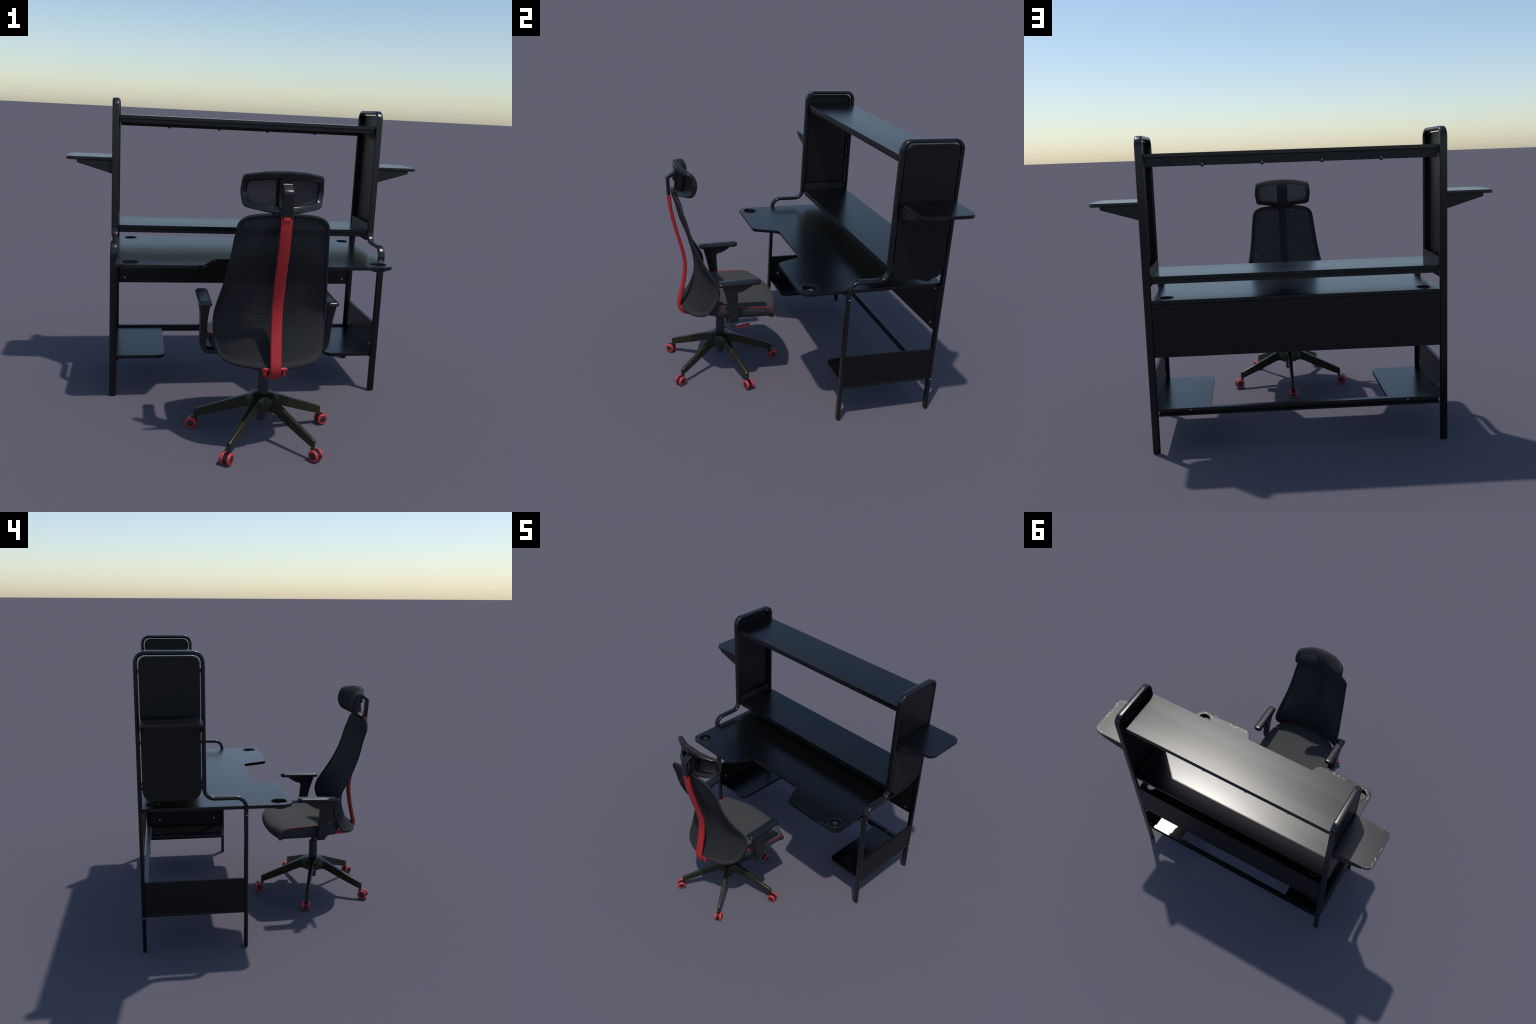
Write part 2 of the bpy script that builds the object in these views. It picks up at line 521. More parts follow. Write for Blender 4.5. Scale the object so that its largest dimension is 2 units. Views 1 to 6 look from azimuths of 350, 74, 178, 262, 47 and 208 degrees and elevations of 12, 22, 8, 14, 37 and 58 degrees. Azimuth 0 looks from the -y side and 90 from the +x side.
# ---- side shelves on triangular brackets --------------------------------
for sx in (-1, 1):
    pts = [(sx * 0.7545, 0.381), (sx * 1.0, 0.381), (sx * 1.0, 0.678), (sx * 0.7545, 0.678)]
    s = slab("side_shelf", M_SIDESH, desk, fillet(pts, [0.002, 0.048, 0.048, 0.002], 10), 1.2555, 1.2738, 0.0022)
    bm = bmesh.new()
    for ya, yb_ in ((0.383, 0.3865), (0.6725, 0.676)):
        # cheek: long triangle with a blunt nose
        tri = [(0.752, 1.2545), (0.942, 1.2545), (0.9420, 1.2465), (0.936, 1.2395), (0.752, 1.1850)]
        va = [bm.verts.new((sx * x, ya, z)) for x, z in tri]
        vb = [bm.verts.new((sx * x, yb_, z)) for x, z in tri]
        n = len(tri)
        for i in range(n):
            bm.faces.new((va[i - 1], va[i], vb[i], vb[i - 1]))
        bm.faces.new(va); bm.faces.new(list(reversed(vb)))
    a, b = sorted((sx * 0.7535, sx * 0.940))
    box_into(bm, a, b, 0.3855, 0.6735, 1.2510, 1.2547, 0.0)
    a, b = sorted((sx * 0.7545, sx * 0.7570))
    box_into(bm, a, b, 0.3855, 0.6735, 1.188, 1.2535, 0.0)
    weighted(finish(bm, "shelf_bracket", M_RAIL, s))

# ---- modesty panel at the back -------------------------------------------
box("back_panel", M_PANEL, desk, -0.7165, 0.7165, 0.6850, 0.7035, 0.5010, 0.7690, 0.0012)
for x in (-0.683, 0.683):
    for z in (0.532, 0.742):
        bolt_at((x, 0.6850, z), (0, -1, 0), 1.1)

# ---- lower side panels, low shelves, cross bar -----------------------------
for sx in (-1, 1):
    a, b = sorted((sx * 0.7340, sx * 0.7500))
    box("lower_side_panel", M_PANEL, desk, a, b, 0.1605, 0.6850, 0.2205, 0.3950, 0.0012)
    a, b = sorted((sx * 0.7340, sx * 0.7512))
    box("lower_side_rail", M_RAIL, desk, a, b, 0.1605, 0.6850, 0.2020, 0.2190, 0.0012)
    pts = [(sx * 0.7335, 0.163), (sx * 0.456, 0.163), (sx * 0.456, 0.672), (sx * 0.7335, 0.672)]
    ls = slab("lower_shelf", M_TOP, desk, fillet(pts, [0.002, 0.045, 0.004, 0.002], 10), 0.2040, 0.2225, 0.002)
    bm = bmesh.new()
    for y in (0.20, 0.60):
        a, b = sorted((sx * 0.560, sx * 0.585))
        box_into(bm, a, b, y, y + 0.03, 0.196, 0.2045, 0.001)
    finish(bm, "shelf_pad", M_SATIN, ls)
    for y in (0.215, 0.61):
        bolt_at((sx * 0.734, y, 0.262), (-sx, 0, 0), 1.25)
    # leg screws on the outer faces, bracket and white clip under the desktop
    bolt_at((sx * 0.7548, 0.151, 0.7475), (sx, 0, 0), 0.72)
    bolt_at((sx * 0.7548, 0.6945, 0.199), (sx, 0, 0), 0.72)
    bm = bmesh.new()
    tri = [(0.718, 0.770), (0.640, 0.770), (0.640, 0.762), (0.710, 0.722), (0.718, 0.722)]
    va = [bm.verts.new((sx * x, 0.149, z)) for x, z in tri]
    vb = [bm.verts.new((sx * x, 0.153, z)) for x, z in tri]
    for i in range(5):
        bm.faces.new((va[i - 1], va[i], vb[i], vb[i - 1]))
    bm.faces.new(va); bm.faces.new(list(reversed(vb)))
    finish(bm, "corner_bracket", M_RAIL, desk)
    a, b = sorted((sx * 0.7125, sx * 0.7150))
    box("bracket_clip", M_BOLT, desk, a, b, 0.143, 0.153, 0.745, 0.768, 0.0005)

# C-shaped cross bar, open to the back
sec = [(0.675, 0.1945), (0.701, 0.1945), (0.701, 0.2010), (0.699, 0.2010), (0.699, 0.1970), (0.678, 0.1970), (0.678, 0.2310),
       (0.699, 0.2310), (0.699, 0.2255), (0.701, 0.2255), (0.701, 0.2335), (0.675, 0.2335)]
bm = bmesh.new()
A = [bm.verts.new((-0.7175, y, z)) for y, z in sec]
B = [bm.verts.new((0.7175, y, z)) for y, z in sec]
for i in range(len(sec)):
    bm.faces.new((A[i - 1], A[i], B[i], B[i - 1]))
bm.faces.new(A); bm.faces.new(list(reversed(B)))
bar = finish(bm, "cross_bar", M_FRAME, desk, angle=30)
for x in (-0.555, 0.555):
    bolt_at((x, 0.678, 0.2155), (0, 1, 0), 1.0)
for sx in (-1, 1):
    a, b = sorted((sx * 0.7135, sx * 0.7155))
    box("bar_end_bracket", M_BOLT, bar, a, b, 0.679, 0.698, 0.198, 0.225, 0.0004)
    bolt_at((sx * 0.7120, 0.690, 0.2115), (-sx, 0, 0), 1.0)
bpy.data.objects.remove(bolt0)

# =====================================================================
#  CHAIR
# =====================================================================
chair = group("swivel_office_chair")
CX, CY = -0.006, -0.373
chair.location = (CX, CY, 0)
chair["label"] = "black mesh swivel chair with red spine and castors"
chair["category"] = "office chair"
# everything below is written in world coordinates with x measured from CX;
# the holder keeps the parts in place under the chair's own origin
def seat_in(ob):
    ob.parent = chair
    ob.matrix_parent_inverse = Matrix.Translation((0, -CY, 0))
    return ob

# ---- five-armed base -------------------------------------------------
def star_base():
    stations = [(0.0, .222, .137, 0), (0.022, .222, .137, None), (0.045, .2195, .138, None), (0.052, .217, .140, .0272), (0.060, .2135, .144, .0228),
                (0.070, .209, .1475, .0190), (0.085, .202, .1475, .0158), (0.105, .1935, .141, .0140), (0.14, .179, .127, .0124),
                (0.20, .154, .1045, .0110), (0.27, .1255, .080, .0098), (0.318, .106, .064, .0090), (0.334, .0990, .0625, .0088), (0.3375, .0965, .0635, .0080)]
    bm = bmesh.new()
    t36 = tan(radians(36))
    for k in range(5):
        R = Matrix.Rotation(k * 2 * pi / 5, 4, 'Z')
        rows = []
        for r, zt, zb, hw in stations:
            inner = hw is None or hw == 0
            h = r * t36 if inner else hw
            b = 0.0 if inner else 0.0022
            top = [R @ Vector((u, r, z)) for u, z in ((-h, zt - b * 1.2), (-h + b, zt), (-h * .35, zt + (0.0006 if not inner else 0)), (h * .35, zt + (0.0006 if not inner else 0)), (h - b, zt), (h, zt - b * 1.2))]
            bot = [R @ Vector((u, r, z)) for u, z in ((h * .92 if not inner else h, zb), (h * .35, zb), (-h * .35, zb), (-h * .92 if not inner else -h, zb))]
            rows.append(([bm.verts.new(p) for p in top], [bm.verts.new(p) for p in bot], inner))
        for (ta, ba, ia), (tb, bb, ib) in zip(rows, rows[1:]):
            for i in range(5):
                bm.faces.new((ta[i], ta[i + 1], tb[i + 1], tb[i]))
            for i in range(3):
                bm.faces.new((ba[i], ba[i + 1], bb[i + 1], bb[i]))
            if not ib:
                bm.faces.new((ta[5], ba[0], bb[0], tb[5]))
                bm.faces.new((ba[3], ta[0], tb[0], bb[3]))
        bm.faces.new(rows[-1][0] + rows[-1][1])
    bmesh.ops.remove_doubles(bm, verts=bm.verts, dist=2e-4)
    bmesh.ops.dissolve_degenerate(bm, dist=1e-5, edges=bm.edges)
    return finish(bm, "star_base", M_BASE, None, angle=40)
base = seat_in(star_base())
base.location = (0, CY, 0)

# ---- gas column -------------------------------------------------------
colT = Matrix.Translation((0, CY, 0))
gc = lathe("gas_column", M_COL, None, [(0, .205), (.0262, .205), (.0262, .322), (.0252, .326), (.0225, .3275), (.0145, .3265), (0, .3265)], 32, colT)
seat_in(gc)
o = lathe("piston_rod", M_SATIN, None, [(0, .32), (.0135, .32), (.0135, .375), (0, .375)], 24, colT); seat_in(o)
o = lathe("column_foot", M_COL, None, [(0, .0845), (.0205, .0845), (.0228, .0875), (.0232, .16), (0, .16)], 32, colT); seat_in(o)

# ---- castors ----------------------------------------------------------
WR = 0.0280
def wheel_parts():
    # tyre: rounded red ring; axis along local x
    ax = Matrix.Rotation(pi / 2, 4, 'Y')
    tyre = bmesh.new()
    w = 0.0075
    prof = []
    for a in range(-60, 61, 15):
        prof.append((WR - 0.0075 + 0.0075 * cos(radians(a)), w * sin(radians(a)) / sin(radians(60))))
    prof += [(WR - 0.0080, w * 1.02), (WR - 0.0100, w * .9), (WR - 0.0100, -w * .9), (WR - 0.0080, -w * 1.02)]
    lathe_into(tyre, prof, 36, ax, closed=True)
    hub = bmesh.new()
    r = WR - 0.0082
    lathe_into(hub, [(0, w * 1.12), (r * .55, w * 1.10), (r * .85, w * .98), (r * .99, w * .72), (r * .99, -w * .72), (r * .85, -w * .98), (r * .55, -w * 1.1), (0, -w * 1.12)], 30, ax)
    return tyre, hub
tyre_bm, hub_bm = wheel_parts()
tyre0 = finish(tyre_bm, "tyre", M_TYRE, None, angle=40)
hub0 = finish(hub_bm, "wheel_hub", M_HUB, None, angle=40)
def castor_body():
    bm = bmesh.new()
    # stem
    lathe_into(bm, [(0, .040), (.0062, .040), (.0062, .052), (.0085, .054), (.0085, .0615), (.0070, .0645), (0, .0645)], 16, Matrix.Translation((0, -0.019, 0)))
    # centre housing: hooded disc between the wheels, open below
    n = 20
    sec_w = 0.0085
    ring_o, ring_i = [], []
    prof = []
    for i in range(n + 1):
        a = radians(-20 + 235 * i / n)
        prof.append((0.0275 * cos(a), 0.028 + 0.0275 * sin(a)))
    for i in range(n, -1, -1):
        a = radians(-20 + 235 * i / n)
        prof.append((0.010 * cos(a), 0.028 + 0.010 * sin(a)))
    va = [bm.verts.new((-sec_w, y, z)) for y, z in prof]
    vb = [bm.verts.new((sec_w, y, z)) for y, z in prof]
    m = len(prof)
    for i in range(m):
        bm.faces.new((va[i - 1], va[i], vb[i], vb[i - 1]))
    for i in range(n):
        bm.faces.new((va[i], va[i + 1], va[m - 2 - i], va[m - 1 - i]))
        bm.faces.new((vb[i], vb[i + 1], vb[m - 2 - i], vb[m - 1 - i]))
    # axle
    lathe_into(bm, [(0, -0.018), (0.006, -0.018), (0.006, 0.018), (0, 0.018)], 14, Matrix.Translation((0, 0, 0.028)) @ Matrix.Rotation(pi / 2, 4, 'Y'))
    # fork block joining stem and hood
    box_into(bm, -0.0082, 0.0082, -0.027, -0.008, 0.034, 0.0535, 0.002)
    return finish(bm, "castor", M_GLOSS, None, angle=35)
cast0 = castor_body()
for k in range(5):
    ang = k * 2 * pi / 5
    body = cast0 if k == 0 else cast0.copy()
    if k: bpy.context.scene.collection.objects.link(body)
    seat_in(body)
    body.matrix_basis = Matrix.Translation((0, CY, 0)) @ Matrix.Rotation(ang, 4, 'Z') @ Matrix.Translation((0, 0.349, 0))
    for s in (-1, 1):
        for src in (tyre0, hub0):
            w = src.copy()
            bpy.context.scene.collection.objects.link(w)
            w.parent = body
            w.matrix_local = Matrix.Translation((s * 0.0165, 0, WR))
for src in (tyre0, hub0):
    bpy.data.objects.remove(src)

# ---- seat -------------------------------------------------------------
NS = 64
PIPE = catmull([(.250, -.118, .4235), (.262, -.112, .432), (.267, -.106, .447), (.2705, -.108, .464), (.274, -.123, .486), (.2765, -.147, .500), (.277, -.185, .507),
                (.275, -.25, .511), (.264, -.35, .515), (.247, -.42, .5185), (.222, -.462, .5195), (.175, -.497, .520), (.115, -.523, .520), (.0, -.534, .520)], NS)
CENT = catmull([(0, -.090, .419), (0, -.062, .430), (0, -.048, .450), (0, -.050, .472), (0, -.064, .490), (0, -.100, .504), (0, -.15, .5105), (0, -.22, .5115),
                (0, -.32, .5060), (0, -.39, .5010), (0, -.45, .5035), (0, -.49, .5095), (0, -.518, .516), (0, -.534, .520)], NS)
def seat_top():
    bm = bmesh.new()
    nc = 20
    grid = []
    for i in range(NS + 1):
        e, c = PIPE[i], CENT[i]
        row = []
        for j in range(2 * nc + 1):
            s = (j - nc) / nc
            f = abs(s) ** 2.6
            row.append(bm.verts.new((e.x * s, c.y + (e.y - c.y) * f, c.z + (e.z - c.z) * f)))
        grid.append(row)
    for a, b in zip(grid, grid[1:]):
        for j in range(2 * nc):
            bm.faces.new((a[j], a[j + 1], b[j + 1], b[j]))
    # folded under at the front
    row = [bm.verts.new((v.co.x * .95, v.co.y - 0.03, 0.4300)) for v in grid[0]]
    for j in range(2 * nc):
        bm.faces.new((row[j], row[j + 1], grid[0][j + 1], grid[0][j]))
    bmesh.ops.remove_doubles(bm, verts=bm.verts, dist=1e-5)
    return finish(bm, "seat_cushion", M_SEAT, None, angle=60)
seat = seat_in(seat_top())
def seat_side():
    bm = bmesh.new()
    rows = []
    full = [(p.x, p.y, p.z) for p in PIPE] + [(-p.x, p.y, p.z) for p in reversed(PIPE[:-1])]
    for x, y, z in full:
        f = min(1, max(0, (-0.112 - y) / 0.42))
        zb = 0.4245 + 0.012 * f
        h = max(0.0, z - zb)
        k = 1 - (0.16 - 0.09 * f) * min(1, h / 0.07)
        cy = -0.33
        row = []
        for t, inn in ((0, 1), (.25, 1.006), (.55, 1.0), (.85, 0.5 + 0.5 * k), (1, k)):
            row.append(bm.verts.new((x * inn, cy + (y - cy) * (inn if y < cy else 1), z - h * t)))
        rows.append(row)
    for a, b in zip(rows, rows[1:]):
        for j in range(4):
            bm.faces.new((a[j], a[j + 1], b[j + 1], b[j]))
    last = [r[-1] for r in rows]
    bm.faces.new(last)
    bmesh.ops.remove_doubles(bm, verts=bm.verts, dist=1e-5)
    return finish(bm, "seat_side", M_SIDE, None, angle=50)
o = seat_side(); o.parent = seat
bm = bmesh.new()
full = [Vector((p.x * 1.004, p.y, p.z)) for p in PIPE] + [Vector((-p.x * 1.004, p.y, p.z)) for p in reversed(PIPE[:-1])]
sweep_into(bm, full, ring_section(0.0019, 8), side=Vector((0.02, 0.03, 1)))
o = finish(bm, "seat_piping", M_PIPE, None); o.parent = seat
# mechanism under the seat
bm = bmesh.new()
box_into(bm, -0.085, 0.085, -0.50, -0.27, 0.385, 0.440, 0.008)
box_into(bm, -0.060, 0.060, -0.455, -0.315, 0.3640, 0.3870, 0.006)
box_into(bm, -0.150, 0.150, -0.44, -0.24, 0.418, 0.440, 0.006)
o = finish(bm, "seat_mechanism", M_SATIN, None); seat_in(o)

# ---- arms ---------------------------------------------------------------
def arm_side():
    objs = []
    xc = -0.301
    # pad: rounded bar, slightly domed
    out = fillet([(xc - .0300, -.4555), (xc + .0300, -.4555), (xc + .0300, -.2070), (xc - .0300, -.2070)], [.016, .016, .020, .020], 8)
    bm = bmesh.new()
    n = len(out)
    rings = []
    for d, z in ((0.012, .6745), (0.004, .6750), (0.0, .6790), (0.0, .6885), (0.0018, .6930), (0.0060, .6968), (0.0130, .6988), (0.022, .6998)):
        lp = [Vector((xc + (p.x - xc) * (1 - d / .030), -.33125 + (p.y + .33125) * (1 - d / .12425))) for p in out]
        rings.append([bm.verts.new((p.x, p.y, z + 0.006 * (p.y + .33) / .25 * (1 if z > .68 else 0.4))) for p in lp])
    for a, b in zip(rings, rings[1:]):
        for i in range(n):
            bm.faces.new((a[i - 1], a[i], b[i], b[i - 1]))
    bm.faces.new(rings[0]); bm.faces.new(list(reversed(rings[-1])))
    pad = weighted(finish(bm, "arm_pad", M_GLOSS, None, angle=40))
    # post with flared head: profile in y-z given thickness varying with height
    prof = [(-.4300, .6760), (-.4240, .655), (-.4060, .600), (-.3880, .520), (-.3822, .482), (-.3810, .474), (-.3290, .474), (-.3290, .480),
            (-.3360, .540), (-.3420, .612), (-.3420, .6240), (-.3370, .6310), (-.3260, .6365), (-.3160, .6360), (-.3050, .6430), (-.2920, .6470), (-.2820, .6560), (-.2640, .6650), (-.2600, .6760)]
    bm = bmesh.new()
    def hw(z): return interp([(.448, .0150), (.50, .0150), (.60, .0165), (.640, .0205), (.676, .0235)], z)
    loop = [Vector(p) for p in prof]
    rings = []
    inn = offset_loop(loop, 0.0022)
    for s_, lp, k in ((-1, inn, 0.0), (-1, loop, 0.0025), (1, loop, 0.0025), (1, inn, 0.0)):
        rings.append([bm.verts.new((xc + s_ * (hw(q.y) - k), q.x, q.y)) for q in lp])
    n = len(prof)
    for ra, rb in zip(rings, rings[1:]):
        for i in range(n):
            bm.faces.new((ra[i - 1], ra[i], rb[i], rb[i - 1]))
    for rg in (rings[0], rings[-1]):
        es = [bm.edges.get((rg[i - 1], rg[i])) for i in range(n)]
        bmesh.ops.triangle_fill(bm, edges=es, use_beauty=True)
    post = finish(bm, "arm_post", M_SATIN, None, angle=30)
    # curved foot going under the seat
    V = Vector
    path = round_path([V((xc, -.3550, .476)), V((xc, -.3550, .4330)), V((-.150, -.3550, .4300))], [.036], 10)
    bm = bmesh.new()
    sweep_into(bm, path, rrect(0.0515, 0.020, 0.004, 3), side=V((0, 1, 0)), scale=[(1, 1.45 - .45 * min(1, i / 9)) for i in range(len(path))])
    foot = finish(bm, "arm_foot", M_SATIN, None, angle=35)
    return pad, post, foot
arm = arm_side()
for part in arm:
    m = mirrored(part)
    seat_in(part); seat_in(m)

# ---- height lever (right) ----------------------------------------------
V = Vector
bm = bmesh.new()
path = round_path([V((.06, -.372, .415)), V((.218, -.368, .412)), V((.229, -.344, .3680)), V((.231, -.320, .3665))], [.006, .006], 4)
sweep_into(bm, path, ring_section(0.0035, 8), side=V((0.1, .2, 1)))
lev = seat_in(finish(bm, "height_lever", M_SATIN, None))
bm = bmesh.new()
hp = [V((.231, -.330, .3660)), V((.231, -.3295, .3660)), V((.231, -.300, .3695)), V((.231, -.265, .3750)), V((.231, -.248, .3778)), V((.231, -.2445, .3783))]
sweep_into(bm, hp, rrect(0.019, 0.0150, 0.006, 3), scale=[(.5, .55), (.72, .7), (.9, .85), (1, 1), (.9, .9), (.5, .5)])
o = finish(bm, "lever_grip", M_RED, None, angle=50); o.parent = lev
# pivot boss where the lever enters
bm = bmesh.new()
box_into(bm, .190, .232, -.385, -.366, .400, .422, .003)
o = finish(bm, "lever_boss", M_COL, None); o.parent = lev

# ---- backrest --------------------------------------------------------------
# rim: half width, y, z from the middle of the top edge down to the middle of the bottom edge
RIM = [(0.0, -.653, 1.1330), (.06, -.653, 1.1315), (.115, -.652, 1.1275), (.155, -.649, 1.1190), (.178, -.645, 1.1060), (.191, -.640, 1.0890), (.1965, -.633, 1.068),
       (.2000, -.622, 1.040), (.2045, -.609, 1.000), (.2095, -.596, .950), (.2155, -.580, .900), (.2225, -.559, .850), (.2310, -.534, .800),
       (.2405, -.506, .750), (.2495, -.475, .700), (.2565, -.448, .650), (.2595, -.438, .600), (.2570, -.451, .550), (.2480, -.477, .500),
       (.2360, -.500, .470), (.2150, -.526, .4520), (.1750, -.560, .4430), (.115, -.594, .4395), (.055, -.614, .4375), (0.0, -.620, .4370)]
CEN = [(.437, -.620), (.455, -.600), (.47, -.582), (.50, -.563), (.55, -.541), (.60, -.529), (.65, -.526), (.70, -.530), (.75, -.540), (.80, -.554),
       (.85, -.568), (.90, -.587), (.95, -.605), (1.0, -.620), (1.05, -.635), (1.10, -.648), (1.133, -.653)]
rim = catmull(RIM, 220)
def cen_y(z):
    # smoothed table
    return sum(interp(CEN, z + d) for d in (-.02, -.01, 0, .01, .02)) / 5
rim_w = sorted([(p.z, p.x) for p in rim])
rim_y = sorted([(p.z, p.y) for p in rim])
def back_point(x, z, layer=0):
    """the back's surface at lateral place x and height z (fabric stretched between the rims)"""
    w = max(0.02, interp(rim_w, z))
    # reference edge depth uses the side rim away from the rounded corners
    zz = min(max(z, .47), 1.068)
    we, ye = interp(rim_w, zz), interp(rim_y, zz)
    if z < .47: we, ye = .240, -.498 - (0.47 - z) * 0.9
    s = min(1.15, abs(x) / max(we, w))
    yc = cen_y(z)
    y = yc + (ye - yc) * s ** (3.0 if layer == 0 else 2.3)
    if layer:      # the front layer is stretched tighter and swells out over the lumbar pad
        y += (0.012 + 0.016 * math.exp(-((z - .58) / .10) ** 2)) * max(0, 1 - s ** 2.5)
    # slack folds in the lumbar region
    if layer:
        k = math.exp(-((z - .62) / .12) ** 2) * (0.35 + 0.65 * s) * max(0, 1 - s ** 8)
        y += 0.0016 * k * sin(z * 190 + 7 * s + 3 * sin(x * 14)) + 0.0010 * k * sin(z * 310 - 9 * s + 1.3)
        # long slack pleats running up the sides
        k2 = math.exp(-((z - .74) / .20) ** 2) * s ** 1.5 * max(0, 1 - s ** 6)
        y += 0.0018 * k2 * sin(95 * abs(x) + 9 * sin(z * 11) + 5 * z)
    return y
rim_full = [V((p.x, p.y, p.z)) for p in rim] + [V((-p.x, p.y, p.z)) for p in reversed(rim[1:-1])]
# settle the rim onto the surface so that fabric and rim meet
for p in rim_full:
    p.y = 0.5 * p.y + 0.5 * back_point(p.x, p.z) if (p.z < .47 or p.z > 1.07) else p.y
bm = bmesh.new()
sweep_into(bm, rim_full, rrect(0.013, 0.015, 0.0055, 3), side=V((0.0, 1.0, 0.05)), closed=True)
backrim = seat_in(finish(bm, "backrest_frame", M_HEM, None, angle=50))

def net(name, inside, surf, x0, x1, z0, z1, step, least, hem, hole, thick, mat, diagonal=True):
    """diagonal woven net over a surface: threads are real, the border hem is solid"""
    bm = bmesh.new()
    nx, nz = int((x1 - x0) / step) + 1, int((z1 - z0) / step) + 1
    vs = {}
    def vert(i, j):
        if (i, j) not in vs:
            x, z = x0 + i * step, z0 + j * step
            vs[(i, j)] = bm.verts.new((x, surf(x, z), z))
        return vs[(i, j)]
    for i in range(nx):
        for j in range(nz):
            if diagonal and (i + j) % 2: continue
            x, z = x0 + i * step, z0 + j * step
            d = inside(x, z)
            if d < least: continue
            if diagonal:
                q = [vert(i + 1, j), vert(i, j + 1), vert(i - 1, j), vert(i, j - 1)]
            else:
                q = [vert(i, j), vert(i + 1, j), vert(i + 1, j + 1), vert(i, j + 1)]
            if d < hem:
                bm.faces.new(q)
                continue
            # four threads round a small opening
            c = (q[0].co + q[1].co + q[2].co + q[3].co) / 4
            inn = [bm.verts.new(c.lerp(v.co, hole)) for v in q]
            for k in range(4):
                bm.faces.new((q[k - 1], q[k], inn[k], inn[k - 1]))
    ob = finish(bm, name, mat, None, angle=60)
    md = ob.modifiers.new("thickness", 'SOLIDIFY')
    md.thickness = thick
    md.offset = 0
    return ob

def poly_inside(poly2):
    """signed distance to a closed 2D outline (positive inside)"""
    segs = [(poly2[i - 1], poly2[i]) for i in range(len(poly2))]
    def f(x, z):
        best, ins = 1e9, False
        for (ax, az), (bx, bz) in segs:
            dx, dz = bx - ax, bz - az
            t = max(0, min(1, ((x - ax) * dx + (z - az) * dz) / (dx * dx + dz * dz + 1e-12)))
            q = (x - ax - t * dx) ** 2 + (z - az - t * dz) ** 2
            if q < best: best = q
            if (az > z) != (bz > z) and x < (bx - ax) * (z - az) / (bz - az) + ax: ins = not ins
        return math.sqrt(best) if ins else -math.sqrt(best)
    return f
rim2 = catmull(RIM, 60)
poly = [(p.x, p.z) for p in rim2] + [(-p.x, p.z) for p in reversed(rim2[1:-1])]
ins = poly_inside(poly)
fab = net("backrest_mesh", ins, back_point, -.262, .262, .430, 1.140, 0.0025, -0.001, 0.018, 0.49, 0.0011, M_MESH)
seat_in(fab)
fab2 = net("backrest_front_mesh", ins, lambda x, z: back_point(x, z, 1), -.262, .262, .430, 1.140, 0.0031, 0.001, 0.016, 0.49, 0.0011, M_MESH, diagonal=False)
seat_in(fab2)

# ---- red spine -----------------------------------------------------------
SP = [(-.683, 1.134), (-.680, 1.095), (-.674, 1.050), (-.664, 1.000), (-.6545, .960), (-.640, .905), (-.624, .850), (-.610, .800), (-.5985, .750),
      (-.5930, .705), (-.5935, .660), (-.5990, .610), (-.6075, .560), (-.6190, .505), (-.6290, .460), (-.6310, .438), (-.6260, .4150), (-.6100, .3950),
      (-.5850, .3835), (-.5500, .3790), (-.5050, .3790), (-.4600, .3850)]
sp = catmull([(0, y, z) for y, z in SP], 70)
bm = bmesh.new()
sweep_into(bm, sp, rrect(0.0500, 0.0185, 0.0060, 4))
spine = seat_in(finish(bm, "spine", M_RED, None, angle=40))
bm = bmesh.new()
box_into(bm, -.0155, .0155, -.6935, -.6850, 1.1085, 1.1280, 0.0015)
o = finish(bm, "spine_button", M_RED, None); o.parent = spine
# red yoke that carries the lower edge of the backrest
bm = bmesh.new()
path = round_path([V((-.060, -.585, .4310)), V((-.052, -.616, .4320)), V((.052, -.616, .4320)), V((.060, -.585, .4310))], [.012, .012], 6)
sweep_into(bm, path, ring_section(0.0100, 12), side=V((0, .1, 1)))
box_into(bm, -.050, -.036, -.622, -.560, .398, .436, .004)
box_into(bm, .036, .050, -.622, -.560, .398, .436, .004)
o = finish(bm, "spine_yoke", M_RED, None, angle=45); o.parent = spine

# ---- headrest ---------------------------------------------------------------
def head_y(x, z):
    """front face of the headrest: ends wrap forward, top and bottom roll back"""
    s = min(1.0, abs(x) / .178)
    yc = -.612
    v = (z - 1.222) / .085
    y = yc + .060 * s ** 2.0 - (0.014 + 0.022 * s) * abs(v) ** 2.4
    return y
def head_front(x, z):
    """fabric stretched over the front, fuller in the middle than the ring behind it"""
    s = min(1.0, abs(x) / .178)
    v = min(1.0, abs(z - 1.222) / .088)
    return head_y(x, z) + .0015 + .019 * (1 - s ** 2.5) * (1 - 0.55 * v ** 3)
HO = fillet([(-.172, 1.158), (0, 1.131), (.172, 1.158), (.182, 1.222), (.175, 1.291), (.085, 1.3085), (0, 1.3125), (-.085, 1.3085), (-.175, 1.291), (-.182, 1.222)],
            [.022, .12, .022, .08, .018, .2, .5, .2, .018, .08], 6)
def dense(loop, m):
    P = [Vector((p.x, p.y)) for p in loop]
    L = [0.0]
    for i in range(len(P)): L.append(L[-1] + (P[(i + 1) % len(P)] - P[i]).length)
    out, j = [], 0
    for i in range(m):
        s = L[-1] * i / m
        while L[j + 1] < s: j += 1
        f = (s - L[j]) / max(1e-9, L[j + 1] - L[j])
        out.append(P[j].lerp(P[(j + 1) % len(P)], f))
    return out
HOd = dense(HO, 150)
RING = [(0.0235, -.010), (0.0235, -.0190), (0.0215, -.0225), (0.006, -.0262), (0.002, -.0258), (-0.0005, -.021), (-0.001, -.008), (0.0005, -.002), (0.004, 0.0), (0.016, -.001)]
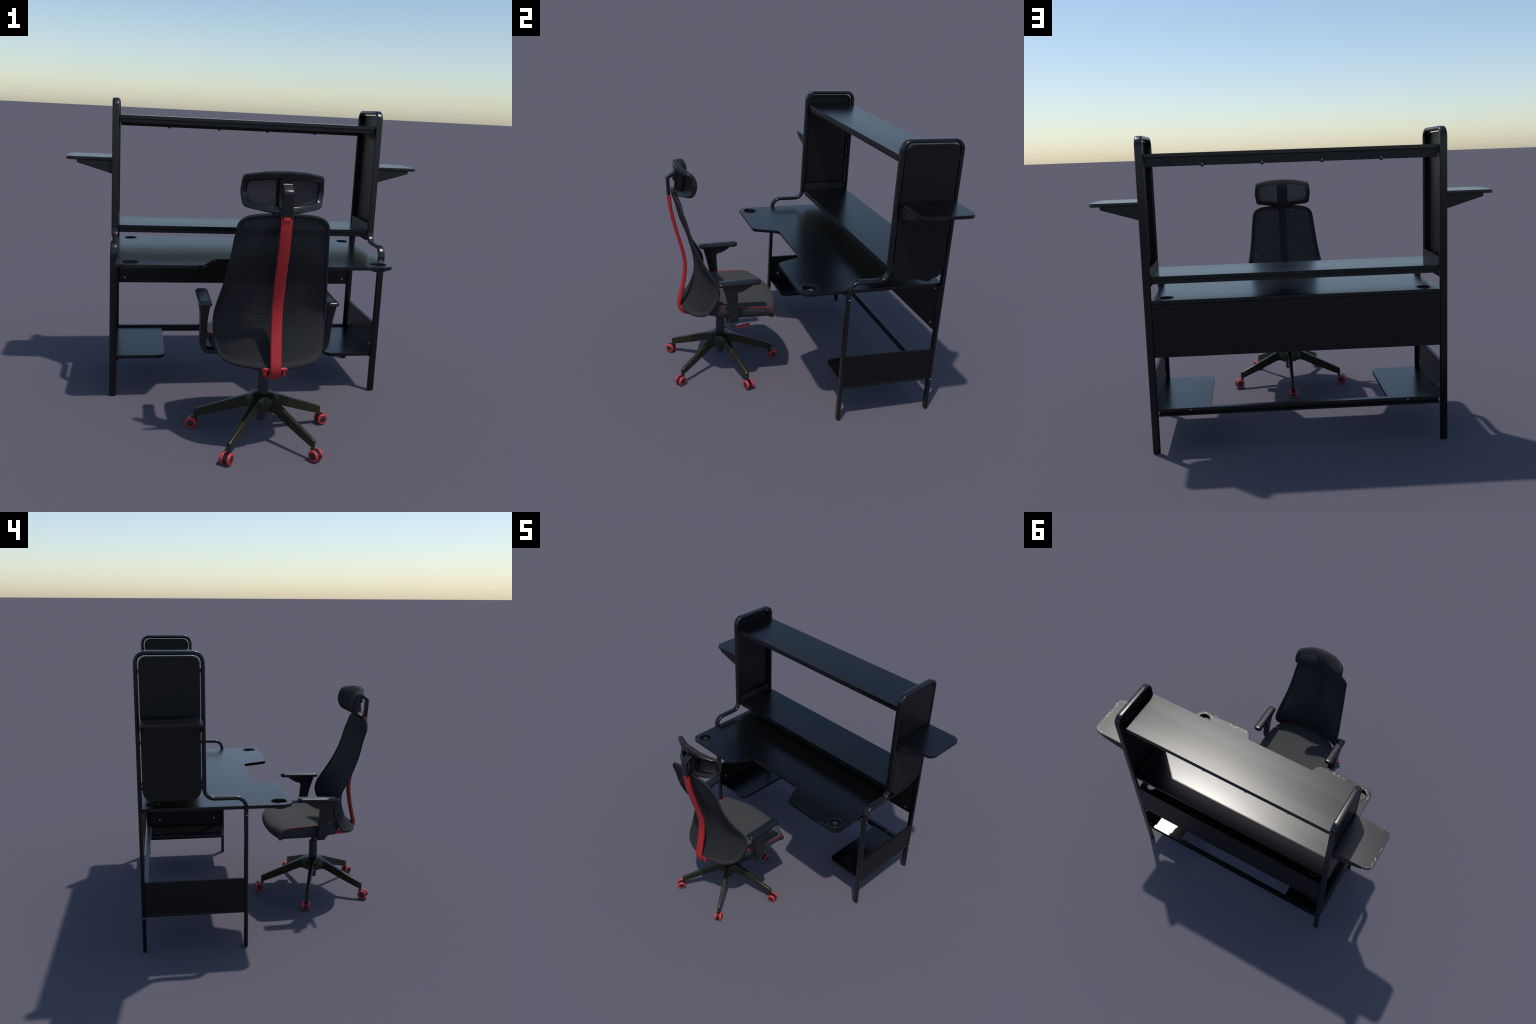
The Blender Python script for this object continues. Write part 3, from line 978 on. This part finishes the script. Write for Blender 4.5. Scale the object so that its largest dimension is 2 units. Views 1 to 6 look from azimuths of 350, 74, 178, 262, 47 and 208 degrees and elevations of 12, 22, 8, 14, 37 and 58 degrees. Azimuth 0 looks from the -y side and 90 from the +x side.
def ring_strip(bm, pts, closed):
    rings = []
    for d, dy in pts:
        kx, kz = 1 - d / .180, 1 - d * 1.32 / .088
        lp = [Vector((p.x * kx, 1.2225 + (p.y - 1.2225) * kz)) for p in HOd]
        rg = []
        for p, o_ in zip(lp, HOd):
            q = p if d > 0.010 else o_
            yy = head_front(q.x, q.y) - .0015 if dy > -.009 else head_y(o_.x, o_.y)
            rg.append(bm.verts.new((p.x, yy + dy, p.y)))
        rings.append(rg)
    n = len(HOd)
    for a, b in zip(rings, rings[1:] + (rings[:1] if closed else [])):
        for i in range(n):
            bm.faces.new((a[i - 1], a[i], b[i], b[i - 1]))
def head_ring():
    bm = bmesh.new()
    ring_strip(bm, RING, True)
    # wide upright bar in the middle
    nz = 14
    prev = None
    for k in range(nz + 1):
        z = 1.137 + (1.3075 - 1.137) * k / nz
        y = head_y(0, z)
        fl = 0.033 + 0.012 * max(0, (k - 10) / 4) ** 2
        row = [bm.verts.new((u, y + dy, z)) for u, dy in ((-fl, .004), (-fl + .004, -.028), (-fl * .5, -.036), (fl * .5, -.036), (fl - .004, -.028), (fl, .004))]
        if prev:
            for j in range(6):
                bm.faces.new((prev[j - 1], prev[j], row[j], row[j - 1]))
        else: bm.faces.new(row)
        prev = row
    bm.faces.new(list(reversed(prev)))
    return finish(bm, "headrest_frame", M_GLOSS, None, angle=45)
hframe = seat_in(head_ring())
# fabric wrapped over the front and the outer edge of the ring
bm = bmesh.new()
ring_strip(bm, [(-.0012, -.0190), (-.0020, -.0150), (-.0022, -.0080), (-.0008, -.0010), (.0038, .0012), (.0105, .0018), (.0195, .0008)], False)
o = finish(bm, "headrest_hem", M_HEM, None, angle=60); o.parent = hframe
ins_h = poly_inside([(p.x, p.y) for p in dense(HO, 70)])
hn = net("headrest_mesh", ins_h, head_front, -.186, .186, 1.126, 1.318, 0.0025, 0.005, 0.019, 0.39, 0.0011, M_MESH)
seat_in(hn)
# the fabric runs over the centre bar and the ring: solid pad behind the front face
bm = bmesh.new()
prev = None
for k in range(15):
    z = 1.136 + (1.309 - 1.136) * k / 14
    row = [bm.verts.new((u, head_front(u, z) + dy, z)) for u, dy in ((-.034, -.0008), (-.034, -.008), (.034, -.008), (.034, -.0008))]
    if prev:
        for j in range(4): bm.faces.new((prev[j - 1], prev[j], row[j], row[j - 1]))
    else: bm.faces.new(row)
    prev = row
bm.faces.new(list(reversed(prev)))
o = finish(bm, "headrest_pad", M_HEM, None); o.parent = hframe

# ---- headrest bracket ----------------------------------------------------
bm = bmesh.new()
path = round_path([V((0, -.683, 1.120)), V((0, -.6895, 1.2330)), V((0, -.652, 1.2610)), V((0, -.640, 1.2620))], [.010, .008], 6)
sweep_into(bm, path, rrect(0.0455, 0.0175, 0.003, 3))
hb = seat_in(finish(bm, "headrest_bracket", M_GLOSS, None, angle=35))
bm = bmesh.new()
lathe_into(bm, [(0, -.021), (.0115, -.021), (.0130, -.019), (.0130, .019), (.0115, .021), (0, .021)], 20, Matrix.Translation((0, -.6545, 1.2560)) @ Matrix.Rotation(pi / 2, 4, 'Y'))
box_into(bm, -.018, .018, -.660, -.640, 1.215, 1.250, .004)
o = finish(bm, "headrest_hinge", M_GLOSS, None, angle=35); o.parent = hb
